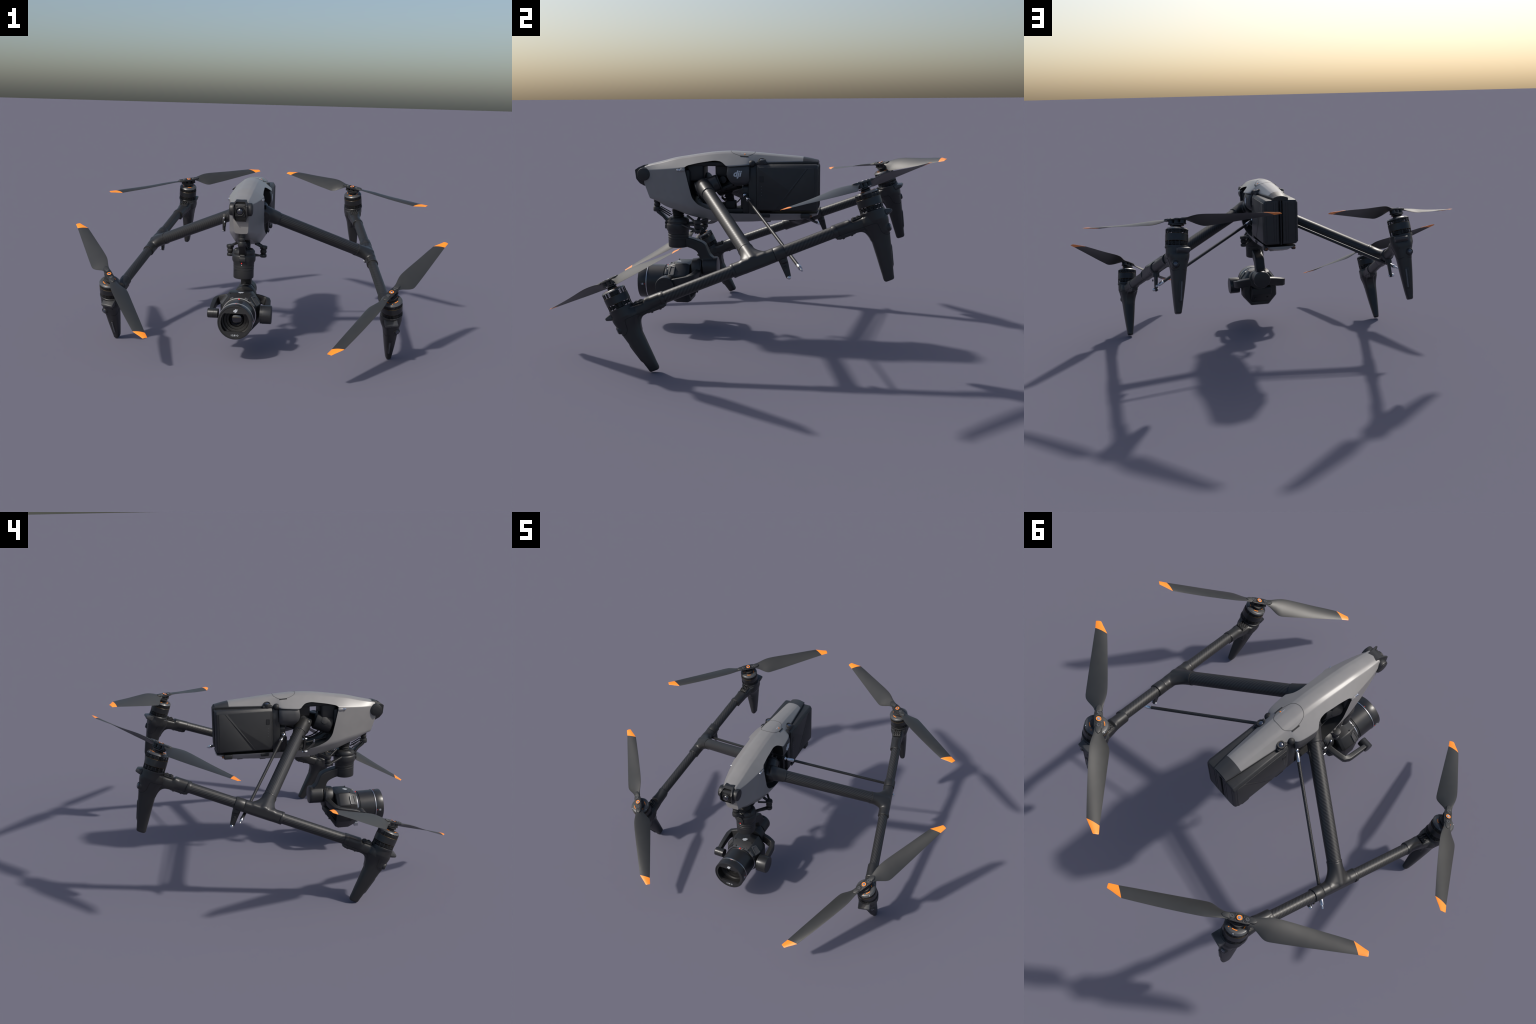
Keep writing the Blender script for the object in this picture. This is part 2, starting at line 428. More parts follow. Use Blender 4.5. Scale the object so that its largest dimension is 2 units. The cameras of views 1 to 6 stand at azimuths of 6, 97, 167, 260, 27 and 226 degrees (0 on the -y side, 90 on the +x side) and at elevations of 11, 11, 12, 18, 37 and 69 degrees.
def propeller_parts():
    p = {}
    rows = spline(BLADE_EDGES, 46)
    b = loft(np.array([blade_section(r, .0095-.0065*min(1, (r[0]-.043)/.2)) for r in rows]))
    t = loft(np.array([blade_section(r, .0030-.0012*i/11) for i, r in enumerate(spline(TIP_EDGES, 12))]))
    # moulded clip lug on the blade root
    lug = prism(round_poly([(.036, -.013), (.060, -.011), (.072, 0), (.062, .012), (.036, .014)], .006, 4), -.012, -.0005, bev=.003)
    p['blade'] = b + lug; p['blade_tip'] = t
    hub = prism(round_poly([(-.047, -.013), (-.030, -.0185), (.030, -.0185), (.047, -.013), (.047, .013), (.030, .0185), (-.030, .0185), (-.047, .013)], .012, 5), -.010, -.004, bev=.0015)
    hub = hub + prism(round_poly([(-.044, -.012), (-.028, -.017), (.028, -.017), (.044, -.012), (.044, .012), (.028, .017), (-.028, .017), (-.044, .012)], .012, 5), -.029, -.024, bev=.0015)
    for sx in (1, -1):
        hub = hub + lathe([(.0135, -.026), (.0135, -.0045), (.0128, -.0025), (.0095, -.002), (.009, -.0032)], (sx*.0305, 0, 0), seg=28)
    hub = hub + lathe([(.014, -.032), (.014, -.004), (.0135, -.001), (.0115, -.0005), (.0112, -.003)], seg=28)
    for sx in (1, -1):
        for sy in (1, -1):
            hub = hub + box((sx*.0165, sy*.0095, -.0045), (.0035, .012, .0045), .0008, unit((1, .35*sx*sy, 0)), unit((-.35*sx*sy, 1, 0)))
    # mount plate and quick release disc underneath
    hub = hub + prism(round_poly([(-.034, -.010), (0, -.030), (.034, -.010), (.034, .010), (0, .030), (-.034, .010)], .014, 5), -.036, -.031, bev=.0015)
    hub = hub + lathe([(.020, -.050), (.0205, -.040), (.017, -.036)], seg=28)
    p['propeller'] = hub
    scr = Geo()
    for sx in (1, -1):
        scr = scr + lathe([(.0088, -.004), (.0088, -.0008), (.0078, .0002), (.0036, .0002), (.003, -.0025)], (sx*.0305, 0, 0), seg=20)
    p['hub_screw'] = scr
    p['orange_ring'] = lathe([(.0112, -.004), (.0112, -.0015), (.0105, -.0008), (.0078, -.0008), (.0072, -.001)], seg=28, caps=False)
    p['centre_nut'] = lathe([(.0072, -.006), (.0072, -.0005), (.0062, .0002)], seg=6)
    return p

PODS = pod_parts(); MOTOR = motor_parts(); PROP = propeller_parts()
r_ = V(-.721, .692, 0); r_ = unit(r_ - AX*(r_ @ AX)); c_ = np.cross(AX, r_)
if c_ @ V(-.692, -.721, 0) < 0: c_ = -c_
POD_MATS = dict(leg=ARM, leg_pad=BLACK, status_light=LED, obstacle_sensor=BLACK, sensor_lens=SENSOR, cooling_vent=MATT, leg_screw=MATT, beacon=BEACON, panel_seam=SEAM)
MOT_MATS = dict(motor=DMETAL, motor_cap=GUN, motor_cage=MATT, copper_ring=BRASS, orange_mark=ORANGE, motor_pin=METAL)

for side in (1, -1):
    C, d, s, n = arm_frame(side)
    at = lambda t, ss, nn: C + t*d + (ss+.0052+.0040*t)*s + (nn-.0012)*n     # boom sits slightly outboard of the motor line
    # ---- T joint
    xr = V(.122, -.217, .676) if side > 0 else V(-.122, -.217+ARM_SHIFT, .676)     # root collar of crossbar
    xt = at(.0240, 0, .005)                                                        # where crossbar meets the boom
    ux = unit(xt-xr)
    tee = rod(at(-.067, 0, 0), at(.118, 0, 0), .0305, 48, .002) + rod(xt, xt-ux*.092, .0338, 48, .002) + ball(xt, .034, 32)
    tee = tee + rod(at(-.03, 0, .001), at(.085, 0, .001), .032, 40, .006)
    fl = []
    dx = unit(d - ux*(d @ ux)); ny = np.cross(ux, dx)
    for k in np.linspace(0, 1, 9):
        a = .0335 + .046*(1-k)**2.3; b = .0305 + .003*k
        fl.append([xt - ux*(.004+.084*k) + dx*a*math.cos(q) + ny*b*math.sin(q) for q in np.linspace(0, 2*math.pi, 40, endpoint=False)])
    tee = tee + loft(np.array(fl))
    # trim the flare so that it never pokes through the outboard side
    tee.v = tee.v - np.maximum(0, ((tee.v - C) @ s) - .0315)[:, None]*s
    tee = blend(tee, .0022, 30, .5)
    arm = emit('arm', tee, ARM, drone)
    emit_along('carbon_boom', at(-.385, 0, 0), at(.385, 0, 0), [(.0252, 0), (.0252, .77)], CARB, arm)
    col = Geo()
    for t0, t1, rr in [(-.073, -.060, .0308), (.1165, .160, .0305), (-.392, -.374, .0272), (.374, .392, .0272)]:
        col = col + rod(at(t0, 0, 0), at(t1, 0, 0), rr, 48, .0012)
    col = col + rod(xt-ux*.088, xt-ux*.097, .0340, 48, .001)
    emit('collar', col, ARM, arm)
    # hanging lug with ball, rear side of the T joint
    lug = prism(round_poly([(.121, -.02), (.160, -.02), (.158, -.045), (.1475, -.108), (.1425, -.116), (.132, -.117), (.1265, -.108), (.1235, -.06)], .006, 4), -.007, .007,
                at(0, 0, 0), d, n, s, .003)
    lug = lug + prism(round_poly([(.124, -.01), (.158, -.01), (.155, -.046), (.130, -.046)], .006, 3), -.016, .016, at(0, 0, 0), d, n, s, .005)
    emit('strut_lug', blend(lug, .0018, 3), BLACK, arm)
    emit('lug_ball', rod(at(.1375, -.011, -.108), at(.1375, .012, -.108), .0072, 20, .003) + ball(at(.1375, .010, -.108), .0085, 20), METAL, arm)
    emit('lug_screw', rod(at(.139, .0125, -.062), at(.139, .017, -.062), .0055, 18), MATT, arm)
    # ---- crossbar and its root on the folding pivot
    Lx = np.linalg.norm(xt-ux*.09-xr)
    emit_along('carbon_crossbar', xr-ux*.01, xt-ux*.06, [(.0315, 0), (.0315, Lx+.04)], CARBX, arm)
    piv = xr - ux*.098
    pb = piv - n*.016
    root = rod(piv, xr, .0345, 40, .002) + rod(xr-ux*.006, xr+ux*.001, .0352, 40, .001) + rod(pb-d*.035, pb+d*.078, .0405, 40, .004)
    root = root + lathe([(.039, 0), (.041, .012), (.0395, .035), (.037, .06), (.0352, .085)], piv+ux*.004, ux, 40)
    emit('arm_root', blend(root, .0024, 8), ARM, arm)
    emit('pivot_cap', rod(pb+d*.0775, pb+d*.084, .0395, 40, .003), MATT, arm)
    bolts = Geo()
    for a in (.030, -.030):
        q = pb + d*(.015+a) + s*.028 + n*.02
        bolts = bolts + rod(q, q+unit(s+n*.5)*.022, .008, 18)
    if side < 0: emit('pivot_bolt', bolts, BLACK, arm)
    # small cable bracket below the root with two steel pins
    cb = xr + ux*.055
    br = sweep([cb+V(0, -.034, .018), cb+V(0, -.044, 0), cb+V(0, -.043, -.03), cb+V(0, -.036, -.058), cb+V(0, -.042, -.072)],
               round_poly([(-.008, -.004), (.008, -.004), (.008, .004), (-.008, .004)], .003, 3), ref=(0, 1, 0))
    br = br + sweep([cb+V(0, -.036, -.058), cb+V(0, -.02, -.052), cb+V(0, .0, -.03)], round_poly([(-.006, -.003), (.006, -.003), (.006, .003), (-.006, .003)], .002, 2), ref=(0, 1, 0))
    if side < 0:
        br = br + sweep([cb+V(-.002, -.040, -.066), cb+V(.006, -.070, -.052), cb+V(.012, -.096, -.030), cb+V(.012, -.096, -.018)], round_poly([(-.006, -.0035), (.006, -.0035), (.006, .0035), (-.006, .0035)], .002, 2), ref=(1, 0, 0))
        emit('cable_bracket', br, MATT, arm)
        emit('bracket_pin', rod(cb+V(0, -.03, 0), cb+V(0, -.056, -.001), .0052, 16) + rod(cb+V(-.002, -.03, -.066), cb+V(-.002, -.056, -.068), .0052, 16) + rod(cb+V(.012, -.096, -.024), cb+V(.012, -.096, -.010), .0048, 14), METAL, arm)
    # ---- pods front and rear
    for sg in (-1, 1):
        T = lambda g: g.basis(C, d*sg, s, n)
        leg = emit('leg', T(PODS['leg']), POD_MATS['leg'], drone, 50)
        for k in PODS:
            if k != 'leg': emit(k, T(PODS[k]), POD_MATS[k], leg)
        mot = emit('motor', T(MOTOR['motor']), MOT_MATS['motor'], drone)
        for k in MOTOR:
            if k != 'motor': emit(k, T(MOTOR[k]), MOT_MATS[k], mot)
        prop = None
        for k, mt in (('propeller', BLACK), ('hub_screw', GUN), ('orange_ring', ORANGE), ('centre_nut', METAL)):
            ob = emit(k, T(PROP[k].basis(HUB, r_, c_, AX)), mt, prop or drone)
            prop = prop or ob
        for rot, swing in ((1, .0142), (-1, .0285)):       # folding blades: each swings a little about its screw
            for k, mt in (('blade', BLADE), ('blade_tip', ORANGE)):
                g = PROP[k].map(lambda p: V(.03+(p[0]-.03)*math.cos(swing)-p[1]*math.sin(swing), (p[0]-.03)*math.sin(swing)+p[1]*math.cos(swing), p[2]))
                emit(k, T(g.basis(HUB, r_*rot, c_*rot, AX)), mt, prop, 50)

# ================================================================== FUSELAGE
# rows: y | top z | ridge half width, drop | eave half width, z | lower side hw, z | belly hw, z
HULL = [(-.556, .8020, .0330, .0060, .0410, .779, .0335, .650, .0295, .639), (-.520, .8110, .0350, .0060, .0520, .781, .0425, .640, .0310, .627),
        (-.475, .8215, .0370, .0070, .0640, .784, .0550, .634, .0340, .606), (-.404, .8395, .0390, .0080, .0780, .790, .0720, .624, .0430, .584),
        (-.345, .8490, .0400, .0090, .0875, .797, .0835, .612, .0510, .563), (-.280, .8590, .0400, .0095, .0950, .802, .0880, .600, .0540, .547),
        (-.210, .8680, .0400, .0100, .1010, .805, .0905, .590, .0550, .535), (-.127, .8720, .0390, .0100, .1045, .807, .0880, .582, .0540, .531),
        (-.050, .8685, .0380, .0090, .0960, .812, .0850, .578, .0530, .532), (-.022, .8670, .0375, .0085, .0770, .817, .0835, .577, .0530, .533),
        (.010, .8645, .0370, .0080, .0640, .8205, .0820, .576, .0530, .535), (.050, .8610, .0355, .0075, .0605, .8225, .0810, .575, .0520, .537),
        (.120, .8545, .0335, .0070, .0540, .8240, .0800, .575, .0500, .541), (.222, .8450, .0310, .0065, .0450, .8265, .0760, .576, .0470, .547), (.292, .8310, .0260, .0050, .0370, .8225, .0690, .580, .0420, .568)]
def hull_ring(row, first=False):
    y, zt, rw, rd, ew, ez, lw, lz, bw, bz = row
    fz = (.715-lz)/(ez-lz)
    half = [(0, zt), (rw*.55, zt-rd*.22), (rw, zt-rd), (ew, ez), (lw+(ew-lw)*fz, .715), (lw, lz), (bw, bz), (0, bz-.002)]
    rad = [0, .006, .004, .004, 0, .012, .010, 0]
    pts = half + [(-a, b) for a, b in half[-2:0:-1]]; rr = rad + rad[-2:0:-1]
    out = []
    for x, z in round_poly(pts, rr, 4):
        sh = -.004 + max(0, .715-z)*.33 + max(0, z-.715)*.045       # raked chin
        yy = y + sh*max(0, 1-(y+.556)/.11)
        out.append(V(X0+x, yy, z))
    return out
def hull_rows():
    key = np.array(HULL); ys = []
    for a, b in zip(key[:-1, 0], key[1:, 0]):
        ys += list(np.linspace(a, b, 5)[:-1])
    ys.append(key[-1, 0]); out = []
    cs = spline(HULL, 4*(len(HULL)-1)+1)
    return cs
HR = hull_rows()
HRINGS = np.array([hull_ring(r) for r in HR])
hull = loft(HRINGS, caps=False); NRING = len(HRINGS[0])
for base, fl_ in ((0, True), ((len(HRINGS)-1)*NRING, False)):      # ladder caps between mirrored points
    for i in range(NRING//2):
        q = [i, i+1, NRING-i-1, (NRING-i) % NRING]
        q = [base+k for k in dict.fromkeys(q)]
        hull.f.append(tuple(reversed(q)) if fl_ else tuple(q))
me_ = to_mesh(hull, 'h'); fix_normals(me_); bm_ = bmesh.new(); bm_.from_mesh(me_); BV = BVHTree.FromBMesh(bm_); bm_.free(); bpy.data.meshes.remove(me_)
# side opening + rear bay, one profile cut straight through
bay = round_poly([(-.346, .797), (-.332, .806), (-.280, .818), (-.200, .830), (-.166, .826), (-.139, .806), (-.125, .803), (-.040, .809), (.02, .8175), (.32, .8215),
                  (.32, .579), (.02, .577), (-.10, .576), (-.160, .580), (-.231, .594), (-.287, .620), (-.312, .649), (-.331, .727)],
                 [.006, .01, .03, .02, .015, .012, .005, .01, .01, 0, 0, .01, .01, .02, .03, .015, .02, .03], 5)
cut = prism(bay, -.2, .2, (X0, 0, 0), (0, 1, 0), (0, 0, 1), (1, 0, 0))
hull = boolean(hull, cut)
shell_f, liner_f, tail_f = [], [], []
for f in hull.f:
    c = hull.v[list(f)].mean(0)
    loc, nrm, i, dist = BV.find_nearest(Vector(c))
    pts = hull.v[list(f)]
    nn = np.zeros(3)
    for i_ in range(len(pts)): nn += np.cross(pts[i_-1]-pts[0], pts[i_]-pts[0])
    ok = dist < .0006 and abs(unit(nn) @ np.array(nrm)) > .9
    if not ok: liner_f.append(f)
    elif c[1] > .2235 and c[2] > .7: tail_f.append(f)
    else: shell_f.append(f)
def sub(g, faces):
    ids = sorted({i for f in faces for i in f}); m = {a: b for b, a in enumerate(ids)}
    return Geo(g.v[ids], [tuple(m[i] for i in f) for f in faces])
shell = emit('body_shell', sub(hull, shell_f), GREY, drone, 24, recalc=False)
emit('inner_frame', sub(hull, liner_f), MATT, drone, 24, recalc=False)
emit('tail_cap', sub(hull, tail_f), TAIL, shell, 24, recalc=False)
def on_roof(x, y, dz=0.0):
    h = BV.ray_cast(Vector((x, y, 1.2)), Vector((0, 0, -1)))
    return np.array(h[0]) + np.array(h[1])*dz, np.array(h[1])
def mx(x): return X0 + x
# black trim under the eaves of the rear roof and the tail tongue
trim = []
for y, ew, ez in [(-.035, .084, .806), (.0, .068, .810), (.05, .063, .812), (.12, .0565, .8135), (.222, .0475, .8155), (.270, .0415, .8145), (.2945, .0375, .8135)]:
    trim.append([V(X0+q[0], y, ez+q[1]) for q in round_poly([(-ew, -.004), (ew, -.004), (ew, .009), (-ew, .009)], .003, 3)])
emit('roof_trim', loft(np.array(trim)), BLACK, drone)
# hatch outline, latches, mark
hp = round_poly([(.030, -.012), (-.030, -.012), (-.0505, -.038), (-.0505, -.082), (-.036, -.122), (0, -.134), (.036, -.122), (.0505, -.082), (.0505, -.038)], [.01, .01, .02, .02, .03, .03, .03, .02, .02], 6)
hp = [hp[i] for i in range(len(hp))] + [hp[0]]
dense = []
for a, b in zip(hp[:-1], hp[1:]):
    for t in np.linspace(0, 1, 3)[:-1]: dense.append(a*(1-t)+b*t)
loop = [on_roof(mx(x), y, .0001)[0] for x, y in dense]
m = len(loop); rings = []
for i, p in enumerate(loop):
    t = unit(loop[(i+1) % m]-loop[i-1]); nr = on_roof(p[0], p[1])[1]; sd = np.cross(t, nr)
    rings.append([p + sd*a*.0011 + nr*b*.0005 for a, b in ((-1, -1), (1, -1), (1, 1), (-1, 1))])
g = loft(np.array(rings+[rings[0]]), caps=False)
emit('hatch_seam', g, SEAM2, shell)
lat = Geo()
for sx in (1, -1):
    pts = [on_roof(mx(sx*.0525), y, .0008)[0] for y in np.linspace(-.079, -.040, 6)]
    nr = on_roof(mx(sx*.0525), -.06)[1]
    lat = lat + sweep(pts, round_poly([(-.003, -.002), (.003, -.002), (.003, .0018), (-.003, .0018)], .001, 2), ref=nr)
emit('hatch_latch', lat, MATT, shell)
p, nr = on_roof(mx(.0405), -.058, .0002); yv = unit(V(0, 1, 0)-nr*nr[1]); xv = np.cross(yv, nr)
emit('orange_dot', rod(p-nr*.001, p+nr*.0008, .0034, 16, 0), ORANGE, shell)
p2, n2 = on_roof(mx(.0345), -.066, .0002)
emit('hatch_print', text_geo('PUSH', .0085, .0004, p2, -yv, xv, n2), WHITE, shell)

# ---- nose camera
NY, NZ = -.559, .7595
caps_ = Geo()
for sx in (1, -1):
    caps_ = caps_ + rod((mx(sx*.020), NY, NZ), (mx(sx*.054), NY, NZ), .0315, 40, .006) + rod((mx(sx*.050), NY, NZ), (mx(sx*.0552), NY, NZ), .0235, 36, .0015)
side_p = round_poly([(-.540, .8045), (-.560, .8035), (-.588, .7915), (-.6055, .779), (-.601, .737), (-.585, .713), (-.564, .7005), (-.540, .7005)], .003, 3)
bz = prism(side_p, -.045, .045, (X0, 0, 0), (0, 1, 0), (0, 0, 1), (1, 0, 0))
front_p = round_poly([(-.0235, .81), (.0245, .81), (.0245, .803), (.0345, .785), (.0345, .730), (.024, .702), (.024, .69), (-.024, .69), (-.024, .702), (-.0345, .730), (-.0345, .785), (-.0245, .803)], .002, 2)
bz = boolean(bz, prism(front_p, .50, .64, (X0, 0, 0), (1, 0, 0), (0, 0, 1), (0, -1, 0)), 'INTERSECT')
inn = round_poly([(-.0205, .7965), (.0205, .7965), (.0295, .780), (.0295, .733), (.0235, .7085), (-.0235, .7085), (-.0295, .733), (-.0295, .780)], .003, 3)
bz = boolean(bz, prism(inn, .566, .66, (X0, 0, 0), (1, 0, 0), (0, 0, 1), (0, -1, 0)))
nose = emit('nose_camera', bz + caps_, BLACK, drone, 30)
lens = lathe([(.0225, 0), (.0225, .012), (.0205, .0145), (.0180, .013), (.0175, .010)], (X0-.001, -.584, .7545), (0, -1, -.12), 36)
emit('lens_housing', lens + box((X0, -.576, .757), (.056, .030, .062), .006), MATT, nose)
emit('lens_glass', ball((X0-.001, -.594, .7530), .0165, 28, (0, -1, -.1), .7), GLASS, nose)
emit('bezel_screw', total([rod((X0+sx*.0175, -.588, .779), (X0+sx*.0175, -.593, .779), .0028, 12) for sx in (1, -1)]), DMETAL, nose)
# ---- chrome tail studs on the flanks
for sx in (1, -1):
    a = V(mx(sx*.082), -.366, .783); dd = unit(V(sx*.12, -1, .02))
    st = emit('stud_boss', lathe([(.0105, -.022), (.0095, -.004), (.0078, .0)], a, dd, 24), GREY, shell)
    emit('antenna_stud', lathe([(.0058, -.002), (.006, .006), (.0045, .0075), (.0045, .0100), (.0060, .0115), (.0060, .0165), (.003, .019)], a, dd, 20), METAL, shell)
# ---- fisheye sensors on the rear shoulders
for sx in (1, -1):
    o = V(mx(sx*.0635), .027, .8345); up = unit(V(sx*.28, .0, 1))
    fe = emit('fisheye_sensor', lathe([(.0215, -.026), (.0205, -.012), (.0175, -.001), (.016, .0012), (.0125, .0012), (.0115, -.002)], o, up, 32) +
              box(o+V(sx*-.002, .0, -.018), (.030, .052, .016), .005), BLACK, drone)
    emit('fisheye_glass', ball(o-up*.0045, .0118, 24, up, .5), SENSOR, fe)
    emit('fisheye_bracket', ball((mx(sx*.070), -.020, .815), .0175, 20, (sx*.6, 0, 1), .9), MATT, fe)
# ---- shoulder barrels (forward facing air ducts)
for sx in (1, -1):
    rings_o, rings_i = [], []
    zc, xc, R = .7655, .0465, .0575
    def bring(y, R, xc=xc, zc=zc, n=40):
        pts = []
        for t in np.linspace(0, 2*math.pi, n, endpoint=False):
            x = xc + math.copysign(abs(math.cos(t))**.85, math.cos(t))*R; z = zc + math.copysign(abs(math.sin(t))**.85, math.sin(t))*R*1.0
            yy = y
            # mouth leans back toward the bottom and the rear tucks forward
            if y < -.10: yy = y + .030*max(0, (zc-z)/R)**2 + .006*abs((z-zc)/R)
            pts.append(V(mx(sx*x), yy, min(z, .8235-.20*max(0, x-.06))))
        return pts
    rings = [bring(-.135, R-.005), bring(-.1375, R-.002), bring(-.135, R), bring(-.11, R+.0005), bring(-.08, R), bring(-.05, R-.003), bring(-.036, R-.007), bring(-.030, R-.014)]
    rings += [bring(-.034, .02)]
    inner = [bring(-.135, R-.005), bring(-.10, R-.008), bring(-.06, R-.012), bring(-.055, .02)]
    emit('shoulder_housing', loft(np.array(rings), caps=False), DGREY, drone, 40)
    emit('duct_lining', loft(np.array(inner)), MATT, drone, 40)
emb = text_geo('dji', .040, .0006, (mx(.1046), -.0875, .7690), V(0, 1, 0), V(0, 0, 1), V(1, 0, 0), .25, .0012)
emit('maker_mark', emb, WHITE, drone)

# ---- rear bulkhead and bay floor
bk = round_poly([(-.083, .572), (.083, .572), (.083, .66), (.081, .76), (.066, .812), (-.066, .812), (-.081, .76), (-.083, .66)], .01, 4)
bulk = prism(bk, -.003, .036, (X0, 0, 0), (1, 0, 0), (0, 0, 1), (0, -1, 0), .003)
bk2 = round_poly([(-.070, .572), (.070, .572), (.070, .70), (.05, .72), (-.05, .72), (-.07, .70)], .008, 4)
bulk = bulk + prism(bk2, .03, .066, (X0, 0, 0), (1, 0, 0), (0, 0, 1), (0, -1, 0), .004)
bulk = bulk + box((X0, -.11, .585), (.12, .12, .022), .004) + box((X0, -.05, .615), (.10, .06, .07), .008)
emit('rear_bulkhead', bulk, BLACK, drone)
fr_ = Geo()
for sx in (1, -1):
    fr_ = fr_ + box((mx(sx*.020), .15, .70), (.004, .28, .22), .001)
# centre wall between the batteries and upper rail
cw = box((X0, .150, .70), (.009, .28, .225), .002) + box((X0, .294, .70), (.0055, .006, .19), .001) + box((X0, .15, .812), (.06, .28, .012), .003)
emit('battery_rack', cw, MATT, drone)
# ---- batteries
def battery(sx):
    y0, y1, z0, z1 = .003, .2955, .5895, .8125
    prof = round_poly([(.0062, z0), (.0765, z0), (.0868, z0+.012), (.0868, z1-.016), (.077, z1-.001), (.0062, z1+.0015)], [.002, .005, .005, .004, .004, .002], 3)
    lv = [(.006, y0), (.0018, y0+.002), (0, y0+.006), (0, y1-.012), (.0025, y1-.0045), (.007, y1-.0005), (.009, y1)]
    P = np.array(prof); c = P.mean(0); rings = []
    for ins, y in lv:
        h = (P.max(0)-P.min(0))/2
        rings.append([V(mx(sx*(c[0]+(q[0]-c[0])*(1-ins/h[0]))), y, c[1]+(q[1]-c[1])*(1-ins/h[1])) for q in P])
    g = loft(np.array(rings))
    return g
for sx in (1, -1):
    bt = emit('battery', battery(sx), BATTERY, drone, 28)
    ex, ey, ez = V(0, 1, 0), V(0, 0, 1), V(sx, 0, 0); o = V(mx(0), 0, 0)
    # raised front border + diagonal ribs on the outer face
    panel = round_poly([(.013, .597), (.281, .597), (.281, .797), (.013, .797)], .008, 4)
    pan = prism(panel, .085, .0882, o+V(0, 0, 0), ex, ey, ez, .0012)
    emit('battery_panel', pan, BATTERY, bt)
    # diagonal raised wedge
    wedge = prism(round_poly([(.236, .7945), (.2485, .7945), (.106, .5985), (.094, .5985)], .001, 2), .087, .0893, o, ex, ey, ez, .001)
    wedge2 = prism(round_poly([(.2485, .7945), (.279, .7945), (.279, .5985), (.110, .5985)], .002, 2), .087, .0886, o, ex, ey, ez, .0006)
    emit('battery_rib', wedge + wedge2, BATTERY, bt)
    btn = prism(round_poly([(.018, .728), (.038, .728), (.038, .758), (.018, .758)], .004, 4), .087, .0894, o, ex, ey, ez, .0008)
    emit('battery_button', boolean(btn, prism(round_poly([(.0205, .7305), (.0355, .7305), (.0355, .7555), (.0205, .7555)], .003, 4), .0888, .1, o, ex, ey, ez)), MATT, bt)
    emit('charge_light', total([rod((mx(sx*.087), .0275, z), (mx(sx*.0889), .0275, z), .0017, 10, 0) for z in (.708, .694, .680, .666)]), LED, bt)
    # rear rib lines
    rb = Geo()
    for x in (.024, .036, .073):
        rb = rb + box((mx(sx*x), .2955, .702), (.0016, .002, .195), .0004)
    emit('battery_groove', rb, MATT, bt)
# ---- belly sensors, feet and lights on the tray
bel = Geo()
for sx in (1, -1):
    bel = bel + box((mx(sx*.071), .236, .5665), (.020, .045, .026), .006)
emit('belly_sensor', bel, BLACK, drone)
emit('belly_light', total([box((mx(sx*.070), .262, .566), (.014, .012, .010), .002) for sx in (1, -1)]), material('amber_lens', (.12, .045, .015), .3), drone)
emit('tray_catch', total([box((mx(sx*.0785), .045, .5665), (.006, .044, .016), .004) for sx in (1, -1)]), MATT, drone)
feet = Geo()
for x, y in [(.03, .05), (-.03, .05), (.025, .17), (-.025, .17), (0, -.05)]:
    feet = feet + box((mx(x), y, .5345 + .05*max(0, y-.05)), (.022, .03, .006), .002)
emit('belly_pad', feet, MATT, drone)
# ---- folding mechanism in the bay: lead screw with bellows, carriage plate, cross shafts
sa, sb = V(X0, -.166, .745), V(X0, -.130, .575); ax_ = unit(sb-sa); Ls = np.linalg.norm(sb-sa)
prof = [(.012, 0)]
h = .045
while h < Ls-.02:
    prof += [(.024, h), (.016, h+.006)]; h += .012
prof.append((.016, Ls))
emit('bellows', lathe(prof, sa, ax_, 28), RUBBER, drone, 60)
mech = box((X0, -.150, .700), (.11, .075, .014), .003, (1, 0, 0), unit((0, D[1], D[2])), unit((0, -D[2], D[1])))
mech = mech + rod((mx(-.05), -.165, .735), (mx(.05), -.165, .735), .018, 24) + box((X0, -.135, .605), (.05, .05, .05), .006)
act = V(X0-.022, -.275, .706)
mech = mech + rod(act-D*V(-1, 1, 1)*.05, act+D*V(-1, 1, 1)*.045, .049, 36, .008) + rod(act, act+V(-.045, 0, .02), .020, 20)
mech = mech + box((X0, -.17, .76), (.05, .05, .06), .008) + rod((X0, -.19, .60), (X0, -.11, .61), .02, 20)
emit('fold_carriage', mech, MATT, drone)
fill = box((X0, -.338, .70), (.150, .03, .17), .012) + box((X0, -.300, .770), (.120, .085, .085), .014) + box((X0, -.228, .8115), (.120, .20, .021), .005) + box((X0, -.168, .785), (.085, .072, .075), .010)
emit('front_bulkhead', fill, MATT, drone)
cable = Geo()
rng = np.random.default_rng(7)
for k in range(5):
    a = V(mx(-.04+.02*k), -.30, .63+.01*k); b = V(mx(-.05+.024*k), -.18, .61)
    mid = (a+b)/2 + V(rng.uniform(-.02, .02), 0, -.03 + rng.uniform(-.01, .03))
    cable = cable + sweep(spline([a, mid, b], 10), [(math.cos(t)*.0035, math.sin(t)*.0035) for t in np.linspace(0, 2*math.pi, 8, endpoint=False)], ref=(1, .2, .1))
emit('cable', cable, RUBBER, drone)

# ---- bracing struts
for sx in (1, -1):
    a = V(mx(sx*.0735), -.056, .664); b = V(mx(sx*.6235), .268, .419); u = unit(b-a)
    L0 = np.linalg.norm(b-a)
    st = emit_along('strut', a+u*.05, b-u*.035, [(.0075, 0), (.0075, L0-.085)], CARBR, drone, 20)
    tip = rod(a+u*.012, a+u*.052, .0095, 20, .002) + rod(b-u*.045, b-u*.016, .0088, 20, .002) + rod(b-u*.018, b, .0042, 14, .001) + ball(a, .0105, 20) + rod(a, a+u*.014, .005, 14)
    e = emit('strut_end', tip, METAL, drone)
    emit('strut_socket', ball(a-V(sx*.014, -.004, 0), .018, 20), BLACK, drone)

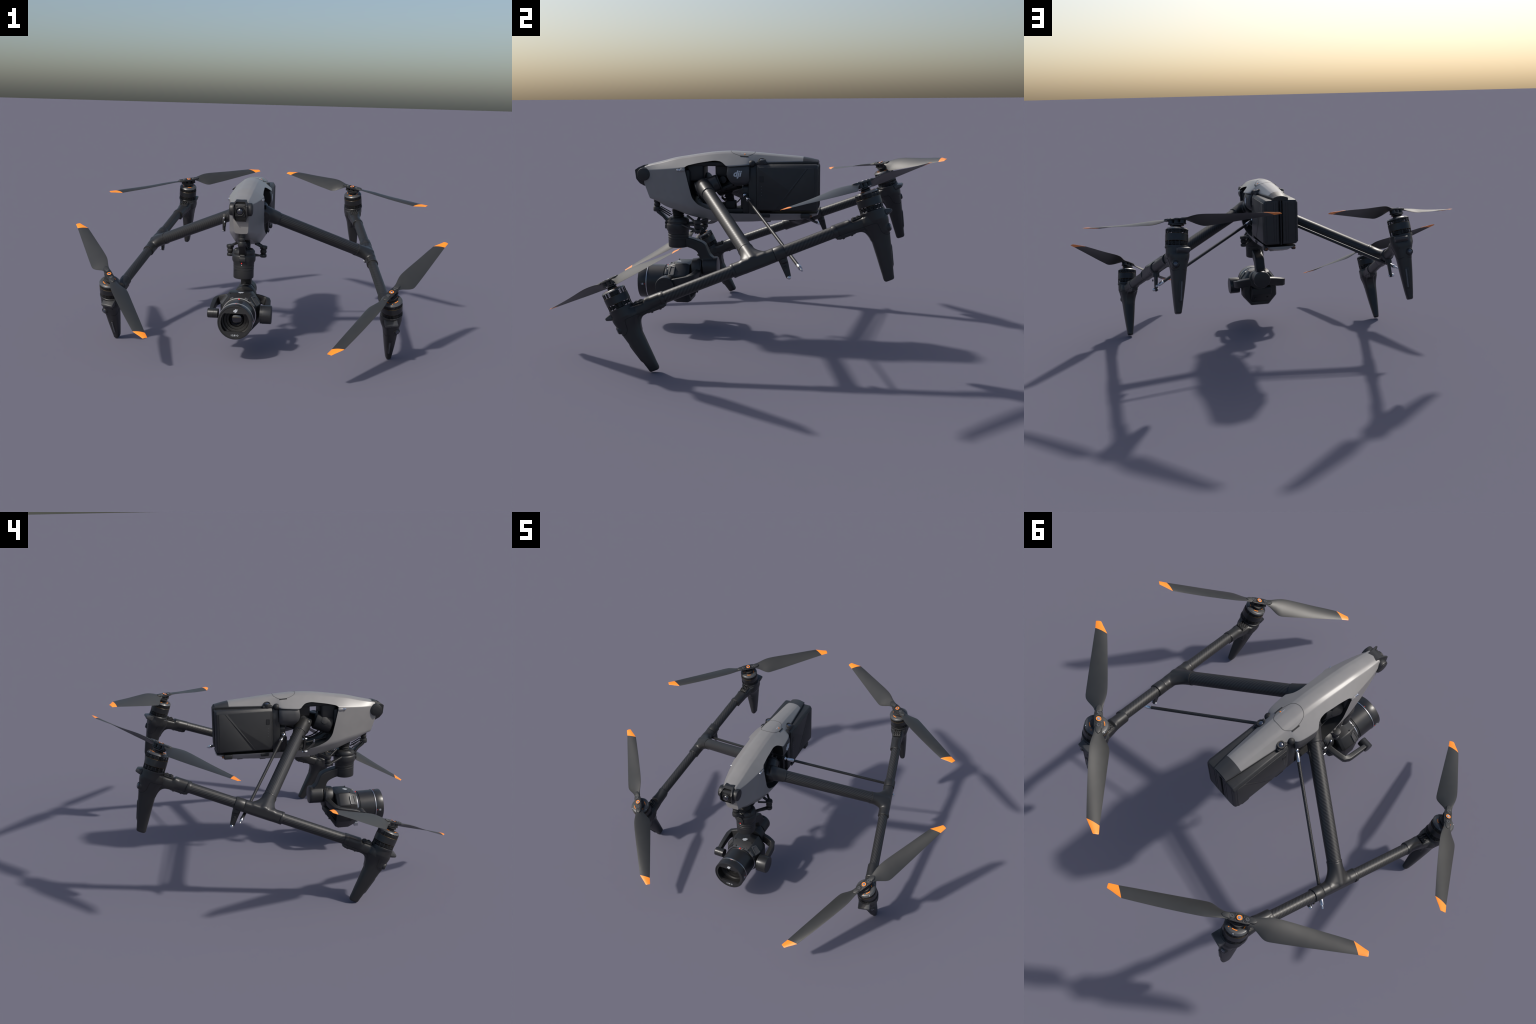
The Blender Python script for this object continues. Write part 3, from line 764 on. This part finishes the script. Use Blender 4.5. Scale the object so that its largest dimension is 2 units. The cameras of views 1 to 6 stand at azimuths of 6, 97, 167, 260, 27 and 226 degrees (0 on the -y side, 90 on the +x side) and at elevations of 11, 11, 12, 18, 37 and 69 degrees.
# ================================================================== GIMBAL
GY = -.4035
neck = lathe([(.046, .395), (.0495, .397), (.0508, .402), (.0508, .4365), (.0500, .4370), (.0500, .4385), (.0512, .4390), (.0512, .448), (.0500, .449), (.0500, .4515), (.0516, .4525),
              (.0516, .4610), (.0502, .462), (.0502, .4645), (.0520, .4655), (.0522, .474), (.0575, .484), (.0585, .490), (.0585, .508), (.0572, .513), (.0535, .516), (.0535, .522), (.055, .5235), (.0545, .532), (.046, .542), (.034, .546)],
             (X0, GY, 0), (0, 0, 1), 56)
gim = emit('gimbal', neck, BLACK, drone, 40)
# side lobes on the collar and front release clip
cl = total([box((mx(sx*.034), GY-.008, .528), (.026, .05, .034), .008) for sx in (1, -1)])
cl = cl + box((X0, GY-.058, .498), (.034, .014, .024), .005) + box((X0, GY-.060, .516), (.026, .012, .014), .004)
emit('release_clip', cl, BLACK, gim)
bel2 = []
tdir = unit(V(0, -.14, 1)); h = 0
prof = []
for k in range(6):
    prof += [(.030, k*.0085), (.0245, k*.0085+.004)]
emit('gimbal_bellows', lathe(prof, (X0, GY+.004, .540), tdir, 32), RUBBER, gim, 60)
emit('alignment_dot', rod((X0-.004, GY-.050, .4775), (X0-.004, GY-.0575, .4780), .0028, 14, 0), RED, gim)
emit('alignment_dot', rod((X0-.004, GY-.048, .4680), (X0-.004, GY-.0532, .4682), .0018, 12, 0), WHITE, gim)
# swan-neck arm to the roll motor
prof = round_poly([(-.452+.05, .398), (-.363, .3985), (-.335, .390), (-.306, .375), (-.294, .340), (-.287, .318), (-.283, .262), (-.232, .262), (-.228, .345), (-.243, .356),
                   (-.257, .389), (-.265, .410), (-.280, .4215), (-.330, .4395), (-.355, .4445), (-.402, .4445)],
                  [.0, .01, .01, .018, .01, .005, .0, 0, .01, .01, .01, .012, .012, .012, .01, 0], 5)
arm_g = prism(prof, -.0265, .0265, (X0, 0, 0), (0, 1, 0), (0, 0, 1), (1, 0, 0), .005)
RM = V(X0+.001, -.248, .2975); rax = unit(V(0, 1, .03))
arm_g = arm_g + rod(RM-rax*.030, RM+rax*.036, .0475, 48, .002)
emit('gimbal_arm', blend(arm_g, .002, 5), BLACK, gim, 50)
emit('roll_motor_cap', lathe([(.0475, .030), (.0478, .037), (.0455, .0425), (.040, .0440), (.001, .0445)], RM, rax, 48), DMETAL, gim)
# roll motor front half and fork
CXC = -.037; CY, CZ = -.400, .2165
yoke = rod(RM-rax*.034, RM-rax*.060, .0455, 44, .003)
emit('roll_motor', yoke, DMETAL, gim)
sec = round_poly([(-.0135, -.021), (.0135, -.021), (.0135, .021), (-.0135, .021)], .006, 4)
fork = Geo()
for sx, path in ((1, [(-.02, -.294, .272), (.050, -.304, .266), (.088, -.318, .257), (.0985, -.342, .250), (.0985, -.410, .237), (.0985, -.445, .228)]),
                 (-1, [(-.03, -.294, .272), (-.105, -.304, .265), (-.162, -.320, .253), (-.1745, -.346, .247), (-.176, -.410, .236), (-.176, -.456, .223)])):
    pts = np.array([np.interp(np.linspace(0, len(path)-1, 18), range(len(path)), np.array(path)[:, i]) for i in range(3)]).T
    sc = [(1, 1.05)]*8 + [(1-.025*k, 1-.03*k) for k in range(10)]
    fork = fork + sweep(pts, sec, ref=(0, .25, 1), scale=sc)
fork = fork + rod((X0, -.284, .283), (X0, -.330, .278), .057, 44, .005)
emit('gimbal_fork', fork, BLACK, gim, 40)
PM = V(.0, -.447, .2215)
pm = lathe([(.041, 0), (.0455, .001), (.0455, .008), (.0445, .0085), (.0445, .0105), (.0465, .011), (.0465, .053), (.0455, .056), (.043, .058), (.001, .0585)], (.0685, -.447, .2215), (1, .02, 0), 48)
pm = pm + lathe([(.0235, 0), (.0243, .001), (.0243, .0195), (.0235, .020), (.0235, .0215), (.0243, .022), (.0243, .050), (.0225, .0525), (.001, .053)], (-.140, -.461, .219), (-1, .02, 0), 40)
emit('pitch_motor', pm, DMETAL, gim)
# ---- damper plate arms and rubber balls
dmp = Geo(); balls = Geo()
sq = lambda a, b: round_poly([(-a, -b), (a, -b), (a, b), (-a, b)], min(a, b)*.6, 3)
for sx in (1, -1):
    bc = V(mx(sx*.0855), -.288, .511); balls = balls + ball(bc, .0165, 24)
    dmp = dmp + rod(bc+V(0, 0, .012), bc+V(sx*.001, 0, .030), .019, 28, .004) + rod(bc-V(0, 0, .013), bc-V(0, 0, .030), .017, 28, .004)
    # upper arm to the belly, lower V arms to the neck
    dmp = dmp + sweep([bc+V(-sx*.002, 0, .022), V(mx(sx*.045), -.285, .550)], sq(.007, .005)) + sweep([bc+V(0, .006, .023), V(mx(sx*.045), -.235, .548)], sq(.006, .004))
    dmp = dmp + sweep([bc+V(-sx*.004, -.012, -.022), V(mx(sx*.044), -.375, .512)], sq(.006, .0045)) + sweep([bc+V(-sx*.012, 0, -.022), V(mx(sx*.030), -.360, .500)], sq(.005, .004))
    dmp = dmp + sweep([bc+V(-sx*.002, -.008, .02), V(mx(sx*.05), -.345, .558)], sq(.005, .004))
fc = V(X0, -.508, .607); balls = balls + ball(fc, .016, 24)
dmp = dmp + rod(fc-V(0, 0, .010), fc-V(0, .001, .036), .019, 28, .005) + rod(fc+V(0, 0, .010), fc+V(0, 0, .03), .016, 24, .003)
dmp = dmp + sweep([fc+V(0, .000, -.020), fc+V(0, .006, -.036), V(X0, -.475, .548), V(X0, -.452, .522)], sq(.016, .008), ref=(0, 1, .6), scale=[(1, 1), (1.1, 1), (1.0, .8), (1.3, .8)])
for sx in (1, -1):
    dmp = dmp + sweep([fc+V(sx*.012, .010, -.022), V(mx(sx*.020), -.440, .552)], sq(.003, .003)) + sweep([fc+V(sx*.012, .014, -.012), V(mx(sx*.018), -.445, .566)], sq(.0025, .0025))
# small rear anti-rotation post
dmp = dmp + rod((mx(.0), -.270, .515), (mx(.0), -.262, .552), .016, 24) + sweep([V(X0, -.270, .520), V(X0, -.355, .515)], sq(.012, .006))
emit('damper_frame', dmp, BLACK, gim, 40)
emit('damper_ball', balls, RUBBER, gim)

# ================================================================== CAMERA
def oct_ring(y, k=1.0, top=0.0, rise=0.0):
    pts = [(-.058, .1005+top), (.058, .1005+top), (.0995, .046), (.0995, -.046), (.052, -.1005), (-.052, -.1005), (-.0995, -.046), (-.0995, .046)]
    return [V(CXC+q[0]*k, y, CZ+q[1]*k+rise) for q in round_poly(pts, .005, 3)]
cam_body = loft(np.array([oct_ring(-.338, .88), oct_ring(-.341, .93), oct_ring(-.353, .985), oct_ring(-.357, 1.0), oct_ring(-.411, 1.0), oct_ring(-.415, .99), oct_ring(-.447, .865), oct_ring(-.452, .84)]))
camera = emit('camera', cam_body, BLACK, drone, 28)
back = prism(round_poly([(-.372, .1165), (-.360, .1165), (-.320, .158), (-.291, .193), (-.289, .226), (-.300, .236), (-.372, .245)], .004, 3), -.058, .058, (CXC, 0, 0), (0, 1, 0), (0, 0, 1), (1, 0, 0), .010)
emit('camera_back', back, MATT, camera)
emit('back_screw', total([rod((CXC+x, -.3140, .172), (CXC+x, -.3062, .1672), .0048, 14) for x in (.036, -.036)]), DMETAL, camera)
# side windows of the camera housing
win = Geo(); wing = Geo()
for sx in (1, -1):
    ez = unit(V(sx*.056, -.030, .042)); ey = unit(V(-sx*.042, 0, .056)); ex = unit(np.cross(ey, ez))
    ey = np.cross(ez, ex)
    o = V(CXC+sx*.0765, -.426, CZ+.068)
    w = round_poly([(-.018, -.026), (.016, -.030), (.018, .018), (-.010, .028)], .006, 4)
    if sx < 0: w = [V(-a, b) for a, b in w][::-1]
    win = win + boolean(prism(w, -.004, .0035, o, ex, ey, ez, .001), prism([q*.78 for q in w], .0005, .01, o, ex, ey, ez))
    wing = wing + prism([q*.8 for q in w], -.004, .0008, o, ex, ey, ez)
emit('window_frame', win, GUN, camera)
emit('window_panel', wing, DGREY, camera)
emit('housing_screw', total([rod((CXC+x, -.40+y, CZ+.098), (CXC+x, -.40+y, CZ+.1025), .0035, 12) for x, y in ((.050, -.018), (-.050, -.018))]), DMETAL, camera)
LC = (CXC, -.450, .2145)
front = lathe([(.085, -.012), (.0875, .002), (.0865, .006), (.0845, .0065)], LC, (0, -1, 0), 64)
emit('lens_mount', front, GUN, camera)
emit('mount_ring', lathe([(.0835, .0055), (.0870, .006), (.0870, .0095), (.0835, .010)], LC, (0, -1, 0), 64, caps=False), LENSMET, camera)
bits = total([box(np.array(LC)+V(math.sin(a)*.0890, -.003, math.cos(a)*.0890), (.020, .012, .012), .003, (math.cos(a), 0, -math.sin(a)), (0, 1, 0), (math.sin(a), 0, math.cos(a))) for a in (.42, -.42)])
bits = bits + box(np.array(LC)+V(math.sin(.85)*.0895, -.006, math.cos(.85)*.0895), (.030, .018, .010), .003, (math.cos(.85), 0, -math.sin(.85)), (0, 1, 0), (math.sin(.85), 0, math.cos(.85)))
emit('mount_lever', bits, GUN, camera)
emit('release_button', box((CXC-.030, -.461, .1245), (.018, .022, .024), .003), LENSMET, camera)
barrel = lathe([(.080, .005), (.0815, .008), (.0815, .021), (.0800, .022), (.0800, .0235), (.0830, .0245), (.0834, .104), (.0834, .1075), (.0846, .112), (.0852, .150), (.0840, .1525), (.0790, .1530), (.0785, .1490)], LC, (0, -1, 0), 72, caps=False)
lensb = emit('lens_barrel', barrel, material('lens_black', (.016, .0165, .018), .34, 0, .08, 60), camera)
emit('silver_ring', lathe([(.0832, .1068), (.0862, .1072), (.0862, .1108), (.0832, .1112)], LC, (0, -1, 0), 72, caps=False), LENSMET, lensb)
# front face: flat rim with a wide squared window
k = np.linspace(0, 2*math.pi, 72, endpoint=False)
rim = boolean(prism([V(math.cos(t)*.0795, math.sin(t)*.0795) for t in k], .140, .1505, LC, (1, 0, 0), (0, 0, 1), (0, -1, 0), 0),
              prism([V(math.copysign(min(abs(x), .0690*math.cos(math.asin(max(-.99, min(.99, z/.0690))))), x), z) for x, z in [(.0690*math.sin(t), max(-.047, min(.044, .0690*math.cos(t)))) for t in np.linspace(0, 2*math.pi, 64, endpoint=False)]], .12, .17, LC, (1, 0, 0), (0, 0, 1), (0, -1, 0)))
emit('lens_rim', rim, BLACK, lensb, 25)
cone = lathe([(.0765, .142), (.0710, .108), (.064, .1055), (.060, .099), (.050, .097), (.0485, .091), (.0385, .0895), (.037, .083), (.001, .082)], LC, (0, -1, 0), 64, caps=False)
emit('lens_hood', cone, HOOD_SHADE, lensb)
emit('lens_glass', ball(np.array(LC)+V(0, -.083, 0), .0372, 32, (0, -1, 0), .42), GLASS, lensb)
def mark(o, size, ex, ey, ez):
    """rounded three-part emblem"""
    return text_geo('dji', size, .0005, o, ex, ey, ez, .3, .0006)
emit('lens_mark', mark((CXC, LC[1]-.1508, .2145+.0585), .020, V(1, 0, 0), V(0, 0, 1), V(0, -1, 0)), WHITE, lensb)
emit('lens_print', text_geo('1:2.8/ O', .0115, .0004, (CXC, LC[1]-.1508, .2145-.0645), V(1, 0, 0), V(0, 0, 1), V(0, -1, 0)), WHITE, lensb)
for sx in (1, -1):
    emit('focal_print', text_geo('18', .014, .0005, (CXC+sx*.0850, LC[1]-.130, .2145), V(0, sx, 0), V(0, 0, 1), V(sx, 0, 0)), WHITE, lensb)
emit('red_dot', ball((CXC+.001, LC[1]-.0135, .2145+.0815), .0042, 14), RED, lensb)
emit('red_dot', total([ball((CXC+sx*.0845, LC[1]-.117, .2145), .0022, 10) for sx in (1, -1)]) + ball((CXC, LC[1]-.116, .2145+.0845), .002, 10), RED, lensb)
emit('camera_mark', mark((CXC, -.405, CZ+.1008), .026, V(1, 0, 0), unit(V(0, 1, 0)), V(0, 0, 1)), WHITE, camera)
